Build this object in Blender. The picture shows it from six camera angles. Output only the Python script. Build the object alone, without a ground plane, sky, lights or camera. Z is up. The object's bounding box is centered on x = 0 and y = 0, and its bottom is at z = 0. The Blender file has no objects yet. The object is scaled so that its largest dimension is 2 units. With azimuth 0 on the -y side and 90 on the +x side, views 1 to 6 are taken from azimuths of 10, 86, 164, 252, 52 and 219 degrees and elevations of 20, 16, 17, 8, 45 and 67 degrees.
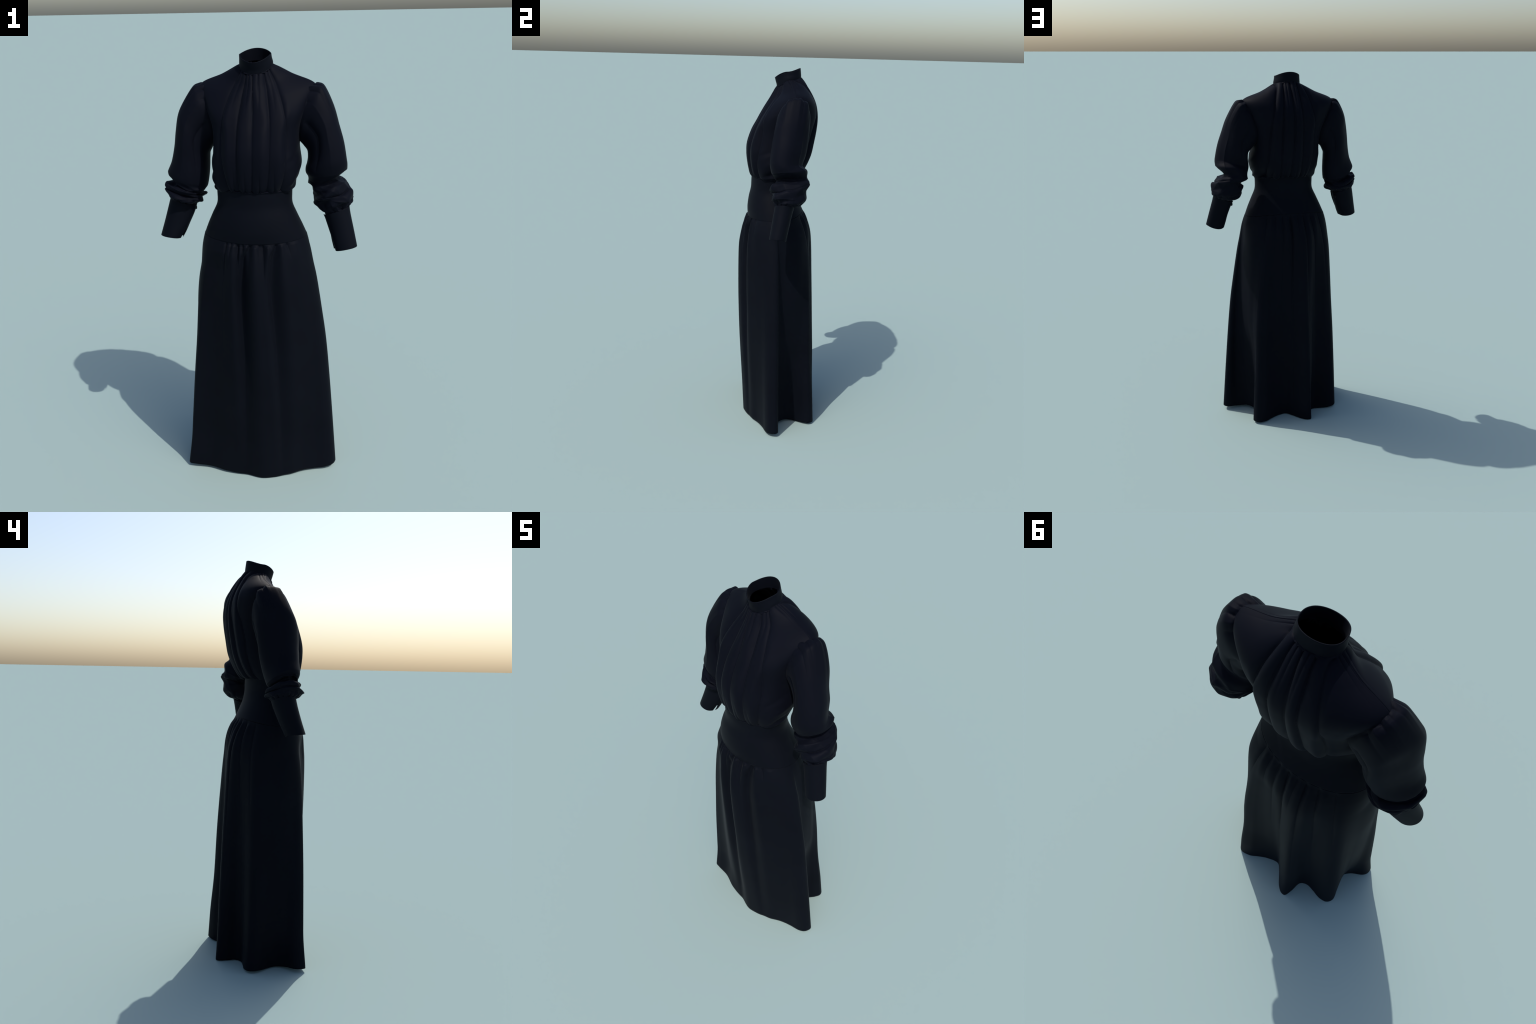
"""Long black high-necked dress: stand collar, gathered bodice, puffed sleeves
with deep cuffs, smooth shaped waistband and a full-length draped skirt.
Front of the dress faces -y.  Every cloth panel is a loft through measured
rings, with folds added as creases along the loft."""
import bpy
import numpy as np

PI = np.pi


# ------------------------------------------------------------------ helpers
def spline(keys, n):
    """Open Catmull-Rom through key rows -> n rows evenly spaced in key index."""
    k = np.asarray(keys, float)
    m = len(k)
    u = np.linspace(0, m - 1, n)
    i = np.minimum(u.astype(int), m - 2)
    f = (u - i)[:, None]
    ext = np.vstack([2 * k[0] - k[1], k, 2 * k[-1] - k[-2]])
    p0, p1, p2, p3 = ext[i], ext[i + 1], ext[i + 2], ext[i + 3]
    return 0.5 * (2 * p1 + (p2 - p0) * f + (2 * p0 - 5 * p1 + 4 * p2 - p3) * f ** 2
                  + (3 * p1 - p0 - 3 * p2 + p3) * f ** 3)


def closed_spline(keys, per):
    k = np.asarray(keys, float)
    m = len(k)
    u = np.arange(m * per) / per
    i = u.astype(int)
    f = (u - i)[:, None]
    p0, p1, p2, p3 = k[(i - 1) % m], k[i], k[(i + 1) % m], k[(i + 2) % m]
    return 0.5 * (2 * p1 + (p2 - p0) * f + (2 * p0 - 5 * p1 + 4 * p2 - p3) * f ** 2
                  + (3 * p1 - p0 - 3 * p2 + p3) * f ** 3)


def at(pairs, v):
    """Piecewise smooth lookup of (position, value) pairs."""
    p = np.asarray(pairs, float)
    x = np.interp(v, p[:, 0], np.arange(len(p)))
    i = np.clip(x.astype(int), 0, max(len(p) - 2, 0))
    f = x - i
    f = .5 * f + .5 * f * f * (3 - 2 * f)
    return p[i, 1] * (1 - f) + p[np.minimum(i + 1, len(p) - 1), 1] * f


def sstep(a, b, x):
    t = np.clip((x - a) / (b - a), 0, 1)
    return t * t * (3 - 2 * t)


def normals(G):
    """Unit normals of a grid (rings, around, 3) closed around; outward."""
    du = np.roll(G, -1, 1) - np.roll(G, 1, 1)
    dv = np.gradient(G, axis=0)
    n = np.cross(du, dv)
    n /= np.linalg.norm(n, axis=2, keepdims=True) + 1e-9
    c = G.mean(1, keepdims=True)
    if np.sum(n * (G - c)) < 0:
        n = -n
    return n


def crease(s, c, wl, wr):
    """Cusp-shaped fold profile at s = c, wl / wr wide on either side."""
    d = s - c
    w = np.where(d < 0, wl, wr)
    a = np.abs(d) / w
    return 0.62 * np.exp(-a ** 1.4) + 0.42 * np.exp(-np.sqrt((a * 5.0) ** 2 + 0.02))


def crumple(t, v, seed, amp, kv, n=5):
    """Irregular cloth creasing, periodic around t (-1..1)."""
    rng = np.random.default_rng(seed)
    out = np.zeros(np.broadcast(t, v).shape)
    for _ in range(n):
        k = rng.integers(1, 4) * rng.choice([-1, 1])
        f = rng.uniform(.5, 1.0) * kv
        ph = rng.uniform(0, 6.28)
        bend = .7 * np.sin(rng.integers(1, 3) * t * PI + rng.uniform(0, 6.28))
        out += rng.uniform(.5, 1) * (0.6 - np.abs(np.sin(.5 * (2 * k * t * PI / 2 * 2 + f * v + ph) + bend)))
    return amp * out / np.sqrt(n)


def soft(s, c, w):
    return np.exp(-((s - c) / w) ** 2)


def wrap(a):
    return (a + 1) % 2 - 1


def mesh_object(name, G, parent, mat, thick=0.0025, closed=True, level=None):
    nr, na = G.shape[:2]
    idx = np.arange(nr * na).reshape(nr, na)
    a, b = idx[:-1], idx[1:]
    if closed:
        q = np.stack([a, b, np.roll(b, -1, 1), np.roll(a, -1, 1)], -1)
    else:
        q = np.stack([a[:, :-1], b[:, :-1], b[:, 1:], a[:, 1:]], -1)
    q = q.reshape(-1, 4)
    # make faces point away from the loft's axis
    P = G.reshape(-1, 3)
    c = G.mean(1)
    fc = P[q].mean(1)
    fn = np.cross(P[q[:, 1]] - P[q[:, 0]], P[q[:, 3]] - P[q[:, 0]])
    cc = np.repeat(0.5 * (c[:-1] + c[1:]), len(q) // (nr - 1), axis=0)
    if np.sum(fn * (fc - cc)) < 0:
        q = q[:, ::-1]
    me = bpy.data.meshes.new(name)
    me.from_pydata(P.tolist(), [], q.tolist())
    me.polygons.foreach_set("use_smooth", [True] * len(me.polygons))
    me.materials.append(mat)
    me.update()
    ob = bpy.data.objects.new(name, me)
    bpy.context.scene.collection.objects.link(ob)
    ob.parent = parent
    if thick:
        m = ob.modifiers.new("cloth_thickness", 'SOLIDIFY')
        m.thickness = thick
        m.offset = -1
    return ob


# ---------------------------------------------------------------- materials
def cloth(name, col, rough, sheen, grain):
    mat = bpy.data.materials.new(name)
    mat.use_nodes = True
    nt = mat.node_tree
    bs = nt.nodes["Principled BSDF"]
    tc = nt.nodes.new("ShaderNodeTexCoord")
    big = nt.nodes.new("ShaderNodeTexNoise")
    big.inputs["Scale"].default_value = 5.0
    big.inputs["Detail"].default_value = 3.0
    ramp = nt.nodes.new("ShaderNodeValToRGB")
    ramp.color_ramp.elements[0].position = 0.3
    ramp.color_ramp.elements[1].position = 0.7
    ramp.color_ramp.elements[0].color = (*[c * 0.9 for c in col], 1)
    ramp.color_ramp.elements[1].color = (*[c * 1.1 for c in col], 1)
    nt.links.new(tc.outputs["Object"], big.inputs["Vector"])
    nt.links.new(big.outputs["Fac"], ramp.inputs["Fac"])
    nt.links.new(ramp.outputs["Color"], bs.inputs["Base Color"])
    weave = nt.nodes.new("ShaderNodeTexNoise")
    weave.inputs["Scale"].default_value = 420.0
    weave.inputs["Detail"].default_value = 2.0
    bump = nt.nodes.new("ShaderNodeBump")
    bump.inputs["Strength"].default_value = grain
    bump.inputs["Distance"].default_value = 0.001
    nt.links.new(tc.outputs["Object"], weave.inputs["Vector"])
    nt.links.new(weave.outputs["Fac"], bump.inputs["Height"])
    nt.links.new(bump.outputs["Normal"], bs.inputs["Normal"])
    bs.inputs["Roughness"].default_value = rough
    bs.inputs["Specular IOR Level"].default_value = SPEC
    bs.inputs["Sheen Weight"].default_value = sheen
    bs.inputs["Sheen Roughness"].default_value = 0.4
    bs.inputs["Sheen Tint"].default_value = (0.8, 0.9, 1.0, 1)
    return mat


SPEC = 0.04
crepe = cloth("black_crepe", (0.0032, 0.0040, 0.0078), 0.6, 0.016, 0.1)
wool = cloth("black_wool", (0.0031, 0.0041, 0.0073), 0.6, 0.016, 0.1)
horn = cloth("black_button", (0.010, 0.010, 0.012), 0.35, 0.0, 0.0)

# ------------------------------------------------------------------- object
dress = bpy.data.objects.new("long_black_dress", None)
bpy.context.scene.collection.objects.link(dress)
dress["label"] = "long black high-necked dress with puffed sleeves and deep cuffs"
dress["category"] = "dress"


# ------------------------------------------------------------ ring builder
def ring_loft(rings, rows, around):
    """rings: (cx, half_width, y_side, z_side, y_front, z_front, y_back, z_back,
    front_exponent, back_exponent).  Returns grid and s (-1..1, 0 = front)."""
    R = spline(rings, rows)
    s = np.linspace(-1, 1, around, endpoint=False)
    phi = s * PI
    sp, cp = np.sin(phi), np.cos(phi)
    G = np.zeros((rows, around, 3))
    for r in range(rows):
        cx, hw, ys, zs, yf, zf, yb, zb, ef, eb = R[r]
        e = np.where(cp > 0, ef, eb)
        G[r, :, 0] = cx + hw * np.sign(sp) * np.abs(sp) ** e
        k = np.abs(cp) ** e
        G[r, :, 1] = np.where(cp > 0, ys + (yf - ys) * k, ys + (yb - ys) * k)
        k2 = np.abs(cp) ** 1.7
        G[r, :, 2] = np.where(cp > 0, zs + (zf - zs) * k2, zs + (zb - zs) * k2)
    return G, s


# ------------------------------------------------------------------- collar
collar_rings = [
    (-0.006, 0.0725, 0.022, 1.930, -0.045, 1.895, 0.085, 1.945, 1.0, 1.0),
    (-0.006, 0.0720, 0.021, 1.945, -0.046, 1.910, 0.084, 1.960, 1.0, 1.0),
    (-0.0075, 0.0695, 0.019, 1.960, -0.051, 1.927, 0.082, 1.980, 1.0, 1.0),
    (-0.0085, 0.0682, 0.017, 1.976, -0.056, 1.945, 0.080, 1.9975, 1.0, 1.0),
]
G, s = ring_loft(collar_rings, 28, 128)
mesh_object("collar", G, dress, wool, 0.003)

# ------------------------------------------------------------------- bodice
bodice_rings = [
    # cx      hw     ys      zs     yf      zf     yb     zb     ef   eb
    (-0.006, 0.071, 0.022, 1.936, -0.044, 1.899, 0.084, 1.949, 1.0, 1.0),
    (-0.006, 0.086, 0.026, 1.930, -0.055, 1.896, 0.093, 1.946, 1.1, 1.0),
    (-0.006, 0.150, 0.036, 1.896, -0.083, 1.851, 0.124, 1.908, 1.5, 1.0),
    (-0.005, 0.250, 0.040, 1.851, -0.112, 1.796, 0.163, 1.830, 1.35, 0.95),
    (-0.004, 0.228, 0.034, 1.780, -0.145, 1.729, 0.178, 1.760, 0.9, 0.85),
    (-0.003, 0.192, 0.015, 1.680, -0.177, 1.668, 0.176, 1.690, 0.8, 0.82),
    (-0.003, 0.186, -0.005, 1.600, -0.199, 1.600, 0.166, 1.620, 0.8, 0.82),
    (-0.002, 0.194, -0.020, 1.540, -0.202, 1.545, 0.152, 1.550, 0.85, 0.82),
    (-0.004, 0.190, -0.035, 1.480, -0.197, 1.490, 0.131, 1.490, 0.9, 0.88),
    (-0.009, 0.178, -0.045, 1.435, -0.188, 1.442, 0.105, 1.445, 0.95, 0.95),
    (-0.010, 0.169, -0.050, 1.414, -0.176, 1.417, 0.084, 1.428, 1.0, 1.0),
    (-0.009, 0.161, -0.050, 1.417, -0.168, 1.418, 0.069, 1.430, 1.0, 1.0),
]
ROWS = 176
G, s = ring_loft(bodice_rings, ROWS, 480)
v = np.linspace(0, len(bodice_rings) - 1, ROWS)[:, None]
S = s[None, :]
disp = np.zeros((ROWS, len(s)))
# Pleats hang along lines given as x at four heights (neck, chest, bust, waist);
# amplitude runs against ring index, widths are metres left / right of the line.
FZ = (1.90, 1.735, 1.56, 1.43)
BZ = (1.945, 1.715, 1.575, 1.45)
deep = [(0, .001), (.6, .010), (3, .014), (5, .012), (8, .009), (10.2, .013), (11, 0)]
mid = [(0, .001), (.6, .008), (3, .009), (5, .009), (8, .009), (10.2, .011), (11, 0)]
faint = [(0, .001), (.6, .006), (3, .007), (5, .006), (8, .005), (10.2, .009), (11, 0)]
neck = [(0, .001), (.6, .006), (2.2, .004), (4, 0), (11, 0)]
waist = [(0, 0), (7, 0), (8.8, .005), (10.2, .011), (11, 0)]
front_folds = [
    ((-.075, -.130, -.134, -.104), mid, .030, .014),
    ((-.043, -.058, -.066, -.054), deep, .032, .024),
    ((-.013, .003, .002, .001), mid, .013, .018),
    ((.040, .072, .078, .066), deep, .034, .020),
    ((.070, .134, .150, .122), mid, .022, .012),
    ((-.028, -.03, -.03, -.028), neck, .008, .008),
    ((.014, .03, .03, .03), neck, .008, .008),
    ((.056, .10, .11, .10), neck, .010, .010),
    ((-.058, -.10, -.11, -.11), neck, .010, .010),
    ((-.08, -.08, -.08, -.078), waist, .011, .011),
    ((-.03, -.03, -.03, -.027), waist, .009, .009),
    ((.035, .035, .035, .034), waist, .009, .009),
    ((.095, .095, .098, .094), waist, .011, .010),
]
back_folds = [
    ((.066, .109, .129, .125), deep, .012, .024),
    ((.034, .050, .055, .046), deep, .022, .012),
    ((-.004, -.014, -.016, -.009), deep, .010, .020),
    ((-.042, -.061, -.064, -.068), deep, .022, .010),
    ((-.072, -.132, -.137, -.120), mid, .026, .010),
    ((.016, .02, .02, .02), neck, .008, .008),
    ((-.024, -.03, -.03, -.03), neck, .008, .008),
    ((.09, .09, .09, .088), waist, .011, .011),
    ((.02, .02, .02, .02), waist, .009, .009),
    ((-.04, -.04, -.04, -.038), waist, .009, .009),
    ((-.095, -.095, -.095, -.093), waist, .010, .010),
]
X, Z = G[..., 0], G[..., 2]
Sb = wrap(1 - S)            # 0 at centre back, + toward +x
for folds, zs_, face, gain in ((front_folds, FZ, S, 1.1), (back_folds, BZ, Sb, 1.25)):
    facing = 1 - sstep(.33, .46, np.abs(face))
    for xs_, amp, wl, wr in folds:
        line = np.polyval(np.polyfit(zs_, xs_, 2), Z)
        k = .55 + .45 * sstep(0, 3, v)          # pleats are narrower at the neck
        disp -= gain * facing * at(amp, v) * crease(X - line, 0, wl * k, wr * k)
# soft billows between the pleats, stronger near the waist
for c, w, a, v0, v1 in [(-.05, .03, .004, 2, 10), (.07, .035, .005, 2, 10), (.20, .04, .006, 2, 10),
                        (-.15, .03, .005, 2, 10), (-.27, .04, .004, 6, 10.5), (.36, .06, .008, 7, 10.5)]:
    disp += a * soft(S, c, w) * sstep(v0, v0 + 2, v) * (1 - sstep(v1 - .5, v1 + .5, v))
for c, w, a in [(.14, .03, .005), (.04, .03, .005), (-.055, .03, .006), (-.16, .035, .006)]:
    disp += a * soft(Sb, c, w) * sstep(2, 4, v) * (1 - sstep(10, 11, v))
# drag folds under the arms
for c, vv, a in [(.47, 7.4, .004), (.45, 8.5, -.006), (.47, 9.2, .006), (-.47, 7.6, -.004), (-.47, 8.3, .005),
                 (-.45, 8.9, -.006), (-.47, 9.5, .005), (.34, 6.3, -.004), (-.36, 6.4, -.003), (.36, 9.4, -.006)]:
    disp += a * soft(S, c, .11) * soft(v + 3.5 * (np.abs(S) - .47), vv, .28)
disp += crumple(S, v, 5, .004, 2.2) * sstep(7.5, 9.5, v) * (1 - sstep(10, 10.8, v)) * sstep(.22, .4, np.abs(S))
for c in (.68, -.68):        # hollow behind the arms
    disp -= (.014 if c > 0 else .006) * soft(S, c, .11) * sstep(6, 8, v) * (1 - sstep(9.3, 10.5, v))
# gathers radiating over the shoulder beside the collar
for c, a in [(.44, .004), (.50, .003), (.56, .005), (-.45, .003), (-.52, .004), (-.58, .004)]:
    disp -= a * crease(S, c, .02, .02) * soft(v, .9, 1.0) * sstep(0, .6, v)
# shoulder seam: a very fine groove
for c in (.5, -.5):
    disp -= .0012 * soft(S, c, .004) * sstep(0.2, 1, v) * (1 - sstep(3, 4, v))
G = G + normals(G) * disp[..., None]
BODICE, BODICE_N, BODICE_V, BODICE_S = G, normals(G), v, S
mesh_object("bodice", G, dress, crepe, 0.003)

# ---------------------------------------------------------------- waistband
waist_rings = [
    (-0.009, 0.168, -0.050, 1.425, -0.170, 1.425, 0.071, 1.440, 1.0, 1.0),
    (-0.009, 0.166, -0.050, 1.395, -0.172, 1.395, 0.072, 1.405, 1.0, 1.0),
    (-0.009, 0.168, -0.050, 1.350, -0.174, 1.350, 0.073, 1.365, 1.0, 1.0),
    (-0.010, 0.190, -0.048, 1.300, -0.185, 1.298, 0.081, 1.320, 1.0, 1.0),
    (-0.010, 0.212, -0.043, 1.252, -0.191, 1.245, 0.096, 1.280, 1.0, 1.0),
    (-0.010, 0.231, -0.035, 1.206, -0.189, 1.197, 0.117, 1.234, 1.0, 1.0),
]
G, s = ring_loft(waist_rings, 90, 256)
mesh_object("waistband", G, dress, wool, 0.003)

# -------------------------------------------------------------------- skirt
# hem line seen from above, walked from the centre front toward +x
hem = [(0.0, -.192), (.05, -.192), (.11, -.175), (.165, -.150), (.225, -.115), (.28, -.092), (.335, -.078),
       (.366, -.058), (.374, -.025), (.35, -.008), (.295, -.020), (.250, -.012), (.220, .018), (.192, .058), (.198, .105),
       (.224, .145), (.235, .178), (.212, .205), (.165, .195), (.127, .170), (.083, .146), (.030, .133),
       (-.006, .165), (-.043, .211), (-.076, .236), (-.103, .234), (-.114, .195), (-.121, .143), (-.153, .123),
       (-.195, .127), (-.240, .136), (-.280, .130), (-.299, .102), (-.291, .066), (-.264, .018), (-.258, -.025),
       (-.285, -.062), (-.335, -.092), (-.352, -.120), (-.345, -.152), (-.310, -.158), (-.235, -.158),
       (-.155, -.178), (-.085, -.182), (-.04, -.187)]
H = closed_spline(hem, 13)
# re-space evenly along the hem
seg = np.linalg.norm(np.roll(H, -1, 0) - H, axis=1)
cum = np.concatenate([[0], np.cumsum(seg)])
N = 640
tt = np.arange(N) / N * cum[-1]
Hc = np.vstack([H, H[:1]])
H = np.stack([np.interp(tt, cum, Hc[:, i]) for i in (0, 1)], 1)
HEM0 = dict(cx=0.0, hw=.325, ys=-.01, yf=-.19, yb=.20)


def ell_angle(P, cx, hw, ys, yf, yb):
    dy = P[:, 1] - ys
    d = np.where(dy < 0, ys - yf, yb - ys)
    return np.arctan2((P[:, 0] - cx) / hw, -dy / d)


phi = np.unwrap(ell_angle(H, **HEM0))
lin = np.arange(N) / N * 2 * PI
off = phi - lin
for _ in range(400):
    off = 0.25 * np.roll(off, 1) + 0.5 * off + 0.25 * np.roll(off, -1)
phi_s = lin + off            # smoothed: spacing used near the seam
skirt_rings = [
    # cx     hw     ys      zs     yf      zf     yb     zb    hem weight
    (-0.010, 0.232, -0.035, 1.206, -0.190, 1.197, 0.118, 1.234, 0.00),
    (-0.010, 0.242, -0.032, 1.175, -0.202, 1.165, 0.132, 1.200, 0.03),
    (-0.010, 0.250, -0.030, 1.140, -0.214, 1.130, 0.150, 1.160, 0.06),
    (-0.010, 0.259, -0.025, 1.080, -0.224, 1.070, 0.169, 1.090, 0.12),
    (-0.008, 0.270, -0.020, 1.000, -0.231, 0.990, 0.177, 1.005, 0.20),
    (-0.004, 0.284, -0.018, 0.850, -0.233, 0.850, 0.182, 0.850, 0.32),
    (0.000, 0.296, -0.016, 0.700, -0.231, 0.700, 0.186, 0.700, 0.43),
    (0.000, 0.308, -0.014, 0.500, -0.223, 0.500, 0.190, 0.500, 0.58),
    (0.000, 0.318, -0.012, 0.250, -0.207, 0.250, 0.195, 0.250, 0.78),
    (0.000, 0.325, -0.010, 0.001, -0.190, 0.001, 0.200, 0.001, 1.00),
]
ROWS = 220
R = spline(skirt_rings, ROWS)
E0 = np.stack([HEM0['cx'] + HEM0['hw'] * np.sin(phi),
               np.where(np.cos(phi) > 0, HEM0['ys'] + (HEM0['yf'] - HEM0['ys']) * np.cos(phi),
                        HEM0['ys'] + (HEM0['yb'] - HEM0['ys']) * -np.cos(phi))], 1)
D = H - E0
hem_lift = (.018 * np.exp(-((H[:, 0] - .22) ** 2 + (H[:, 1] - .02) ** 2) / .06 ** 2)
            + .010 * np.exp(-((H[:, 0] + .20) ** 2 + (H[:, 1] + .16) ** 2) / .12 ** 2)
            + .009 * np.exp(-((H[:, 0] - .22) ** 2 + (H[:, 1] + .12) ** 2) / .10 ** 2)
            + .022 * np.exp(-((H[:, 0] - .37) ** 2 + (H[:, 1] + .03) ** 2) / .07 ** 2)
            + .016 * np.exp(-((H[:, 0] + .34) ** 2 + (H[:, 1] + .12) ** 2) / .08 ** 2)
            + .010 * np.exp(-((H[:, 0] - .23) ** 2 + (H[:, 1] - .18) ** 2) / .06 ** 2)
            + .012 * np.exp(-((H[:, 0] + .29) ** 2 + (H[:, 1] - .10) ** 2) / .06 ** 2))
G = np.zeros((ROWS, N, 3))
for r in range(ROWS):
    cx, hw, ys, zs, yf, zf, yb, zb, w = R[r]
    p = phi_s * (1 - w) + phi * w
    sp, cp = np.sin(p), np.cos(p)
    G[r, :, 0] = cx + hw * sp + w * D[:, 0]
    G[r, :, 1] = np.where(cp > 0, ys + (yf - ys) * cp, ys - (yb - ys) * cp) + w * D[:, 1]
    G[r, :, 2] = np.where(cp > 0, zs + (zf - zs) * cp ** 2, zs + (zb - zs) * cp ** 2) + w ** 2 * hem_lift
Ss = wrap(phi_s / PI)[None, :]
Sbk = wrap(1 - Ss)
z = np.linspace(0, 9, ROWS)[:, None]
disp = np.zeros((ROWS, N))
front_gathers = [
    ([(0, -.150), (9, -.17)], [(0, .004), (.3, .010), (2, .007), (4, .001), (9, 0)], .010, .010),
    ([(0, -.117), (9, -.12)], [(0, .004), (.3, .007), (1.2, .003), (2.5, 0), (9, 0)], .007, .007),
    ([(0, -.076), (3, -.072), (9, -.07)], [(0, .005), (.3, .014), (2, .014), (3.5, .005), (5, 0), (9, 0)], .018, .024),
    ([(0, -.044), (9, -.03)], [(0, .004), (.3, .009), (1.5, .004), (3, 0), (9, 0)], .008, .008),
    ([(0, .000), (2, -.040), (4, -.056), (9, -.045)], [(0, .005), (.3, .013), (2, .024), (4, .038), (6, .032), (8, .015), (9, .004)], .024, .058),
    ([(0, .055), (9, .06)], [(0, .004), (.3, .006), (1.5, .004), (3, 0), (9, 0)], .009, .009),
    ([(0, .078), (9, .09)], [(0, .005), (.3, .012), (2, .010), (3.5, .004), (6, 0), (9, 0)], .022, .014),
    ([(0, .160), (2, .130), (4, .118), (9, .14)], [(0, .005), (.3, .013), (2, .024), (4, .034), (6, .026), (8, .011), (9, .003)], .024, .054),
    ([(0, .235), (2, .25), (9, .28)], [(0, .004), (.3, .008), (1.2, .005), (2.5, 0), (9, 0)], .012, .018),
]
back_gathers = [
    ([(0, .190), (9, .24)], [(0, .002), (.5, 0.0056), (2, .006), (4, .001), (9, 0)], .016, .016),
    ([(0, .125), (9, .13)], [(0, .002), (.5, 0.0056), (1.5, .004), (4, 0), (9, 0)], .010, .010),
    ([(0, .069), (3, .07), (9, .06)], [(0, .002), (.5, 0.0077), (2, .010), (4, .004), (7, 0), (9, 0)], .024, .014),
    ([(0, .010), (9, .0)], [(0, .002), (.5, 0.0098), (2, .018), (4, .014), (6, .007), (9, 0)], .022, .018),
    ([(0, -.045), (9, -.04)], [(0, .002), (.5, 0.0056), (1.5, .004), (4, 0), (9, 0)], .010, .010),
    ([(0, -.093), (9, -.09)], [(0, .002), (.5, 0.0077), (2, .012), (4, .008), (6, .003), (9, 0)], .022, .014),
    ([(0, -.159), (9, -.20)], [(0, .002), (.5, 0.0070), (2, .010), (4, .006), (6, .002), (9, 0)], .020, .012),
    ([(0, -.25), (9, -.30)], [(0, .002), (.5, 0.0056), (2, .007), (4, .004), (6, 0), (9, 0)], .020, .016),
]
for path, amp, wl, wr in front_gathers:
    k = .35 + .65 * sstep(0, 3, z)               # folds open out below the seam
    if wr < .03:
        fold = crease(Ss, at(path, z), wl, wr)
    else:                                        # long folds: broad slanting wall
        d = Ss - at(path, z)
        fold = np.exp(-(np.abs(d) / (np.where(d < 0, wl, wr) * k)) ** 1.7)
    disp -= at(amp, z) * fold
for path, amp, wl, wr in back_gathers:
    disp -= at(amp, z) * crease(Sbk, at(path, z), wl, wr)
# broad hollows and swells of the hanging cloth
for c, w, a, z0, z1 in [(-.22, .12, -.022, 3.2, 8.2), (.67, .10, .018, 3.4, 6.5), (.86, .08, -.010, 4, 7.5),
                        (-.88, .06, .008, 3, 7.5), (-.47, .10, .022, 5, 8)]:
    disp += a * soft(wrap(Ss - c), 0, w) * sstep(z0 - 2, z0, z) * (1 - sstep(z1, z1 + 1, z))
for c, w, a in [(.020, .035, .010), (-.095, .03, .004), (.19, .04, .005)]:
    disp += a * soft(Ss, c, w) * sstep(1.5, 3.5, z) * (1 - .6 * sstep(5.5, 9, z))
# rounded ridges puffing out between the gathers
for c, w, a in [(-.16, .012, .004), (-.132, .010, .005), (-.10, .014, .009), (-.058, .008, .004), (-.02, .010, .006),
                (.026, .018, .011), (.106, .012, .009), (.190, .014, .008), (.29, .03, .004)]:
    disp += a * soft(Ss, c, w * (1 + .25 * z)) * sstep(0, .5, z) * (1 - sstep(1.0, 6, z))
for c, w, a in [(.155, .014, .007), (.10, .014, .005), (.042, .014, .008), (-.018, .014, .008), (-.068, .014, .006),
                (-.118, .014, .008), (-.19, .018, .008)]:
    disp += a * soft(Sbk, c, w * (1 + .25 * z)) * sstep(0, 1.2, z) * (1 - sstep(1.0, 6, z))
G = G + normals(G) * disp[..., None]
mesh_object("skirt", G, dress, wool, 0.003)


# ------------------------------------------------------------------ sleeves
def ring4(st, rows, around, th=None):
    """Stations: outer x,z / inner x,z / front y / back y / front dz / back dz /
    bow / lean (outer edge forward, inner edge back).  th: 0 = outer, +90 = back, 180 = inner, -90 = front."""
    R = spline(st, rows)
    if th is None:
        th = np.linspace(-PI, PI, around, endpoint=False)
    G = np.zeros((rows, th.shape[-1], 3))
    for r in range(rows):
        tr = th[r] if th.ndim == 2 else th
        c, s_ = np.cos(tr), np.sin(tr)
        ox, oz, ix, iz, yf, yb, zf, zb, bow, lean = R[r]
        mx, mz = (ox + ix) / 2, (oz + iz) / 2
        G[r, :, 0] = mx + (ox - ix) / 2 * c + bow * s_ ** 2
        G[r, :, 1] = (yf + yb) / 2 + (yb - yf) / 2 * s_ + lean * (.5 + .5 * c)
        G[r, :, 2] = mz + (oz - iz) / 2 * c + np.where(s_ > 0, zb, zf) * s_ ** 2
    return G, th


def ease(G, th, fullness):
    """Swell or flatten the outer-back quarter of an arm, row by row."""
    q = np.where((np.cos(th) > 0) & (np.sin(th) > 0), np.sin(2 * th) ** 2, 0)
    ax = G.mean(1, keepdims=True)
    return ax + (G - ax) * (1 + fullness[:, None] * q[None])[..., None]


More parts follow.
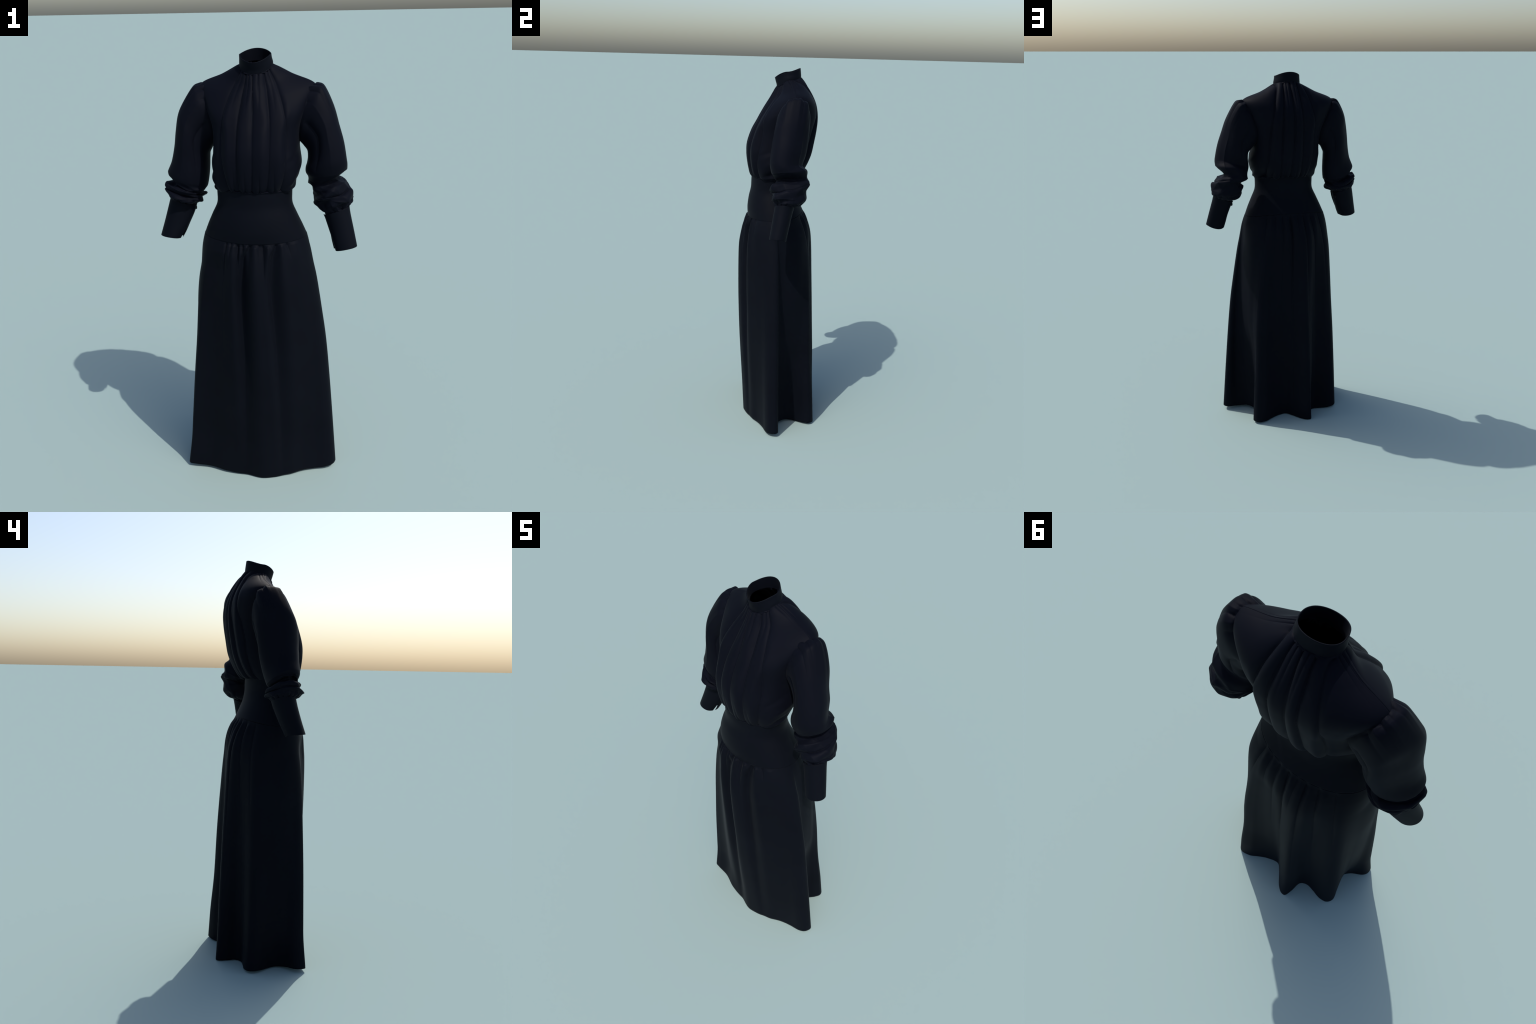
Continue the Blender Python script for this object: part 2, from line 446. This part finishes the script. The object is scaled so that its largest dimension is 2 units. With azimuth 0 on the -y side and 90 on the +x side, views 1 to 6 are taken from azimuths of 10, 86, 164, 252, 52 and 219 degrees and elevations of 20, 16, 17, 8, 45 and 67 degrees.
sleeve_right = [
    # outer x,z       inner x,z      yf     yb     dzf    dzb   bow
    (.246, 1.856, .183, 1.615, -0.045, .105, 0, .01, -.020, 0),
    (.262, 1.856, .189, 1.604, -0.048, .112, 0, .01, -.016, 0),
    (.287, 1.838, .200, 1.590, -0.054, .118, 0, .01, -.008, -0.005),
    (0.329, 1.757, .214, 1.572, -0.061, .116, 0, .01, 0, -0.015),
    (0.353, 1.685, .217, 1.545, -0.064, .114, 0, .01, 0, -0.025),
    (0.374, 1.618, .214, 1.520, -0.069, .108, 0, .01, 0, -0.03),
    (0.387, 1.552, .209, 1.500, -.074, .094, 0, .01, 0, -0.03),
    (0.391, 1.518, .210, 1.480, -.074, .088, -.006, .02, 0, -0.02),
    (.383, 1.492, .220, 1.460, -.066, .106, -.014, .022, 0, -0.01),
    (.355, 1.458, .228, 1.432, -.064, .106, -.016, .020, 0, 0),
    (.389, 1.434, .243, 1.410, -.080, .111, -.012, .016, 0, 0),
    (.410, 1.408, .250, 1.394, -.087, .107, -.010, .010, 0, 0),
    (.422, 1.376, .244, 1.374, -.080, .100, -.006, .004, 0, 0),
    (.416, 1.352, .248, 1.342, -.070, .090, 0, 0, 0, 0),
    (.408, 1.337, .268, 1.318, -.064, .074, 0, -.004, 0, 0),
    (.404, 1.330, .294, 1.307, -.061, .040, 0, -.006, 0, 0),
    (.400, 1.322, .299, 1.300, -.058, .034, 0, -.006, 0, 0),
]
sleeve_left = [
    (-.250, 1.856, -.186, 1.615, -0.045, .105, 0, .01, .020, 0),
    (-.266, 1.856, -.194, 1.602, -0.048, .115, 0, .01, .016, 0),
    (-.290, 1.840, -.205, 1.590, -0.052, .122, 0, .01, .008, -0.005),
    (-.331, 1.775, -0.214, 1.572, -0.055, .126, 0, .01, 0, -0.02),
    (-.352, 1.725, -0.223, 1.552, -0.060, .124, 0, .01, 0, -0.028),
    (-.365, 1.655, -0.224, 1.528, -0.062, .118, 0, .01, 0, -0.028),
    (-.374, 1.590, -0.224, 1.490, -0.065, .106, 0, .0, 0, -0.024),
    (-.388, 1.525, -.226, 1.450, -0.070, .090, 0, -.01, 0, -0.02),
    (-.407, 1.475, -.231, 1.415, -0.072, .074, 0, -.02, 0, -0.016),
    (-.402, 1.450, -.238, 1.398, -0.07, .060, -.004, -.026, 0, -0.01),
    (-0.388, 1.434, -.250, 1.386, -0.076, .056, -.006, -.022, 0, -0.005),
    (-0.418, 1.420, -.247, 1.374, -.089, .078, -.004, -.018, 0, 0),
    (-0.427, 1.396, -.246, 1.358, -.091, .082, 0, -.012, 0, 0),
    (-0.421, 1.376, -.257, 1.342, -.088, .070, 0, -.008, 0, 0),
    (-.412, 1.361, -.274, 1.332, -.072, .058, 0, -.006, 0, 0),
    (-.405, 1.353, -.288, 1.326, -.058, .052, 0, -.006, 0, 0),
    (-.401, 1.345, -.291, 1.318, -.055, .049, 0, -.006, 0, 0),
]


def armhole(ring, side):
    """Seat the first ring of a sleeve just under the bodice surface."""
    near = (BODICE_V > 2.2) & (BODICE_V < 6.8) & (np.abs(np.abs(BODICE_S) - .5) < .3)
    near &= (BODICE[..., 0] * side > 0.1)
    P, Nn = BODICE[near], BODICE_N[near]
    out = np.zeros_like(ring)
    for i, p in enumerate(ring):
        d = np.hypot(P[:, 1] - p[1], P[:, 2] - p[2]) - .25 * side * P[:, 0] + .15 * np.abs(P[:, 0] - p[0])
        j = np.argmin(d)
        out[i] = P[j] - .004 * Nn[j]
    for _ in range(12):
        out = .25 * np.roll(out, 1, 0) + .5 * out + .25 * np.roll(out, -1, 0)
    return out


def sleeve(stations, side, head_gathers, cuff_gathers, long_folds, rolls, seed):
    rows = 300
    G, th = ring4(stations, rows, 220)
    vv = np.linspace(0, len(stations) - 1, rows)
    fullness = .10 - .18 * sstep(2.2, 4.5, vv) + .11 * sstep(6.3, 8, vv) - .05 * sstep(8.5, 10, vv)
    G = ease(G, th, fullness)
    t = th[None, :] / PI                 # -1..1, 0 outer, .5 back, -.5 front
    v = np.linspace(0, len(stations) - 1, rows)[:, None]
    seat = armhole(G[0], side)
    G = G + (seat - G[0])[None] * (1 - sstep(0, 1.8, v))[..., None]
    d = np.zeros((rows, len(th)))
    for c, w, a, reach in head_gathers:
        d += a * crease(wrap(t - c), 0, w, w) * np.exp(-(v / reach) ** 2) * sstep(0, .7, v)
    for c, w, a in cuff_gathers:
        d += a * crease(wrap(t - c), 0, w, w) * sstep(12.2, 14.2, v) * (1 - .8 * sstep(15, 16, v))
    for path, amp, wl, wr in long_folds:
        d += at(amp, v) * crease(wrap(t - at(path, v)), 0, wl, wr)
    for c, vc, slant, span, width, a in rolls:
        dt = wrap(t - c)
        d += a * soft(dt, 0, span) * crease(v, vc + slant * dt, width, width * .6)
    d += crumple(t, v, seed, .009, 2.0) * sstep(8, 9.5, v) * (1 - sstep(13.2, 14.2, v))
    d += .007 * np.sin(2.3 * v + 2 * np.sin(t * PI + seed) + 3 * t * PI) * sstep(8.5, 10, v) * (1 - sstep(12.5, 14, v))
    d += crumple(t, v, seed + 1, .0012, .8) * sstep(1, 2.5, v) * (1 - sstep(7, 8.5, v))
    return G + normals(G) * d[..., None]


heads = [(-.36, .05, -.006, 1.5), (-.21, .04, -.010, 1.9), (-.07, .035, -.010, 1.5), (.05, .03, -.007, 1.3),
         (.17, .045, -.012, 2.1), (.33, .05, -.010, 2.0), (-.14, .05, .005, 2.2), (.11, .05, .006, 2.2), (.25, .05, .006, 2.4)]
cuffg = [(-.9, .03, -.006), (-.76, .03, .004), (-.66, .026, -.007), (-.52, .03, -.006), (-.42, .03, .004),
         (-.31, .03, -.007), (-.18, .026, -.005), (-.06, .03, -.007), (.08, .03, -.005), (.2, .03, -.007),
         (.33, .03, -.006), (.5, .03, -.005), (.66, .03, -.006), (.82, .03, -.006)]
long_right = [
    ([(0, -.58), (3, -.56), (6, -.64)], [(0, 0), (1, .0), (2, -.012), (4, -.013), (6, -.004), (7, 0), (16, 0)], .12, .07),
    ([(0, .62), (3, .60), (6, .66)], [(0, 0), (1, 0), (2, -.010), (4, -.010), (6, -.003), (7, 0), (16, 0)], .07, .12),
    ([(0, -.36), (6, -.40)], [(0, 0), (2, .005), (4, .006), (6, .002), (7, 0), (16, 0)], .10, .10),
    ([(0, .25), (8, .30)], [(0, 0), (3, 0), (5, .006), (8, .004), (9, 0), (16, 0)], .10, .06),
]
long_left = [
    ([(0, -.58), (3, -.58), (7, -.66)], [(0, 0), (1, .0), (2, -.010), (4, -.011), (6, -.004), (8, 0), (16, 0)], .12, .07),
    ([(0, .60), (3, .60), (6, .66)], [(0, 0), (1, 0), (2, -.010), (4, -.010), (6, -.003), (7, 0), (16, 0)], .07, .12),
    ([(0, -.36), (8, -.42)], [(0, 0), (2, .005), (5, .006), (8, .002), (9, 0), (16, 0)], .10, .10),
]
rolls_right = [(-.25, 10.9, -.9, .34, .55, -.019), (-.35, 8.8, .6, .40, .50, -.014), (-.15, 9.8, .3, .35, .6, .009),
               (-.30, 12.1, .5, .40, .45, .007), (-.2, 7.6, .4, .35, .5, .005), (-.72, 12.3, -1.5, .25, .35, -.009),
               (.9, 10.6, .8, .3, .4, -.009), (.95, 9.0, 0, .3, .8, .010), (.35, 10.2, -1.2, .2, .5, -.006)]
rolls_left = [(-.35, 11.75, -.5, .5, .45, -.022), (-.35, 9.9, -.6, .40, .50, -.018), (-.3, 10.8, .2, .4, .4, .009),
              (-.10, 8.9, -1.0, .22, .45, -.010), (.4, 11.9, .5, .4, .35, -.011), (-.8, 11.0, .8, .3, .35, -.010),
              (-.42, 12.6, .3, .3, .3, .006), (.35, 8.2, .6, .4, .5, .005), (.1, 10.6, -1.2, .25, .4, -.008)]
Gr = sleeve(sleeve_right, 1, heads, cuffg, long_right, rolls_right, 21)
mesh_object("sleeve", Gr, dress, crepe, 0.0025)
Gl = sleeve(sleeve_left, -1, [(c * .97 + .02, w, a * 1.05, r) for c, w, a, r in heads],
            [(c + .05, w, a) for c, w, a in cuffg], long_left, rolls_left, 34)
mesh_object("sleeve", Gl, dress, crepe, 0.0025)

# -------------------------------------------------------------------- cuffs
cuff_right = [
    (.405, 1.336, .295, 1.296, -.063, .037, .003, -.004, 0, 0),
    (.411, 1.304, .306, 1.272, -.068, .028, .004, -.004, 0, 0),
    (.428, 1.235, .327, 1.207, -.079, .012, .004, -.004, 0, 0),
    (.445, 1.164, .347, 1.140, -.091, -.004, .004, -.008, 0, 0),
]
cuff_left = [
    (-.405, 1.357, -.286, 1.320, -.060, .053, .003, -.004, 0, 0),
    (-.415, 1.318, -.297, 1.284, -.065, .043, .004, -.004, 0, 0),
    (-.432, 1.250, -.322, 1.225, -.078, .022, .004, -.004, 0, 0),
    (-.449, 1.186, -.349, 1.172, -.092, .000, .004, -.006, 0, 0),
]


def cuff(stations, slit):
    """Strip wrapped once round the wrist: overlapped and buttoned at the top,
    falling open in a narrow slit toward the hem."""
    rows, n = 60, 180
    turn = np.linspace(0, 1, n)
    open_ = sstep(.30, 1, np.linspace(0, 1, rows))[:, None]
    th = slit + turn[None, :] * (2 * PI + .40 - .62 * open_)
    G, _ = ring4(stations, rows, n, th)
    under = sstep(.86, .95, turn)[None, :, None]
    over = (1 - sstep(0, .12, turn))[None, :, None]
    o = open_[..., None]
    ax = G.mean(1, keepdims=True)
    rad = G - ax
    rad /= np.linalg.norm(rad, axis=2, keepdims=True)
    G = G + rad * under * (-.005 + .009 * o) + rad * over * (.003 - .006 * o)
    # the back corner rides a little higher at the hem
    G[..., 2] += (.005 * under * o ** 3)[..., 0]
    return G


def button(parent, at_point, normal, radius):
    """Small turned button: profile spun about its axis, with a raised rim."""
    prof = [(0, .0022), (.45, .0022), (.62, .0026), (.78, .0042), (.92, .0042), (1, .0028), (1, 0), (.9, -.001)]
    n = np.asarray(normal, float)
    n /= np.linalg.norm(n)
    a = np.cross(n, (0, 0, 1))
    a /= np.linalg.norm(a)
    b = np.cross(n, a)
    th = np.linspace(0, 2 * PI, 32, endpoint=False)
    rows = [[np.asarray(at_point) + max(r, .01) * radius * (np.cos(q) * a + np.sin(q) * b) + h * 1.3 * n for q in th]
            for r, h in prof]
    return mesh_object("button", np.array(rows), parent, horn, 0)


for st, slit, btn in ((cuff_right, PI + .12, 2.55), (cuff_left, -PI + .30, 2.60)):
    direction = 1
    G = cuff(st, slit)
    ob = mesh_object("cuff", G, dress, wool, 0.0025, closed=False)
    P, _ = ring4(st, 40, 1, np.array([btn]))
    C = ring4(st, 40, 64)[0].mean(1)
    p, c = P[9, 0], C[9]
    nrm = (p - c) * np.array([1, 1, .2])
    nrm /= np.linalg.norm(nrm)
    button(ob, p + nrm * .0015, nrm, .0085)
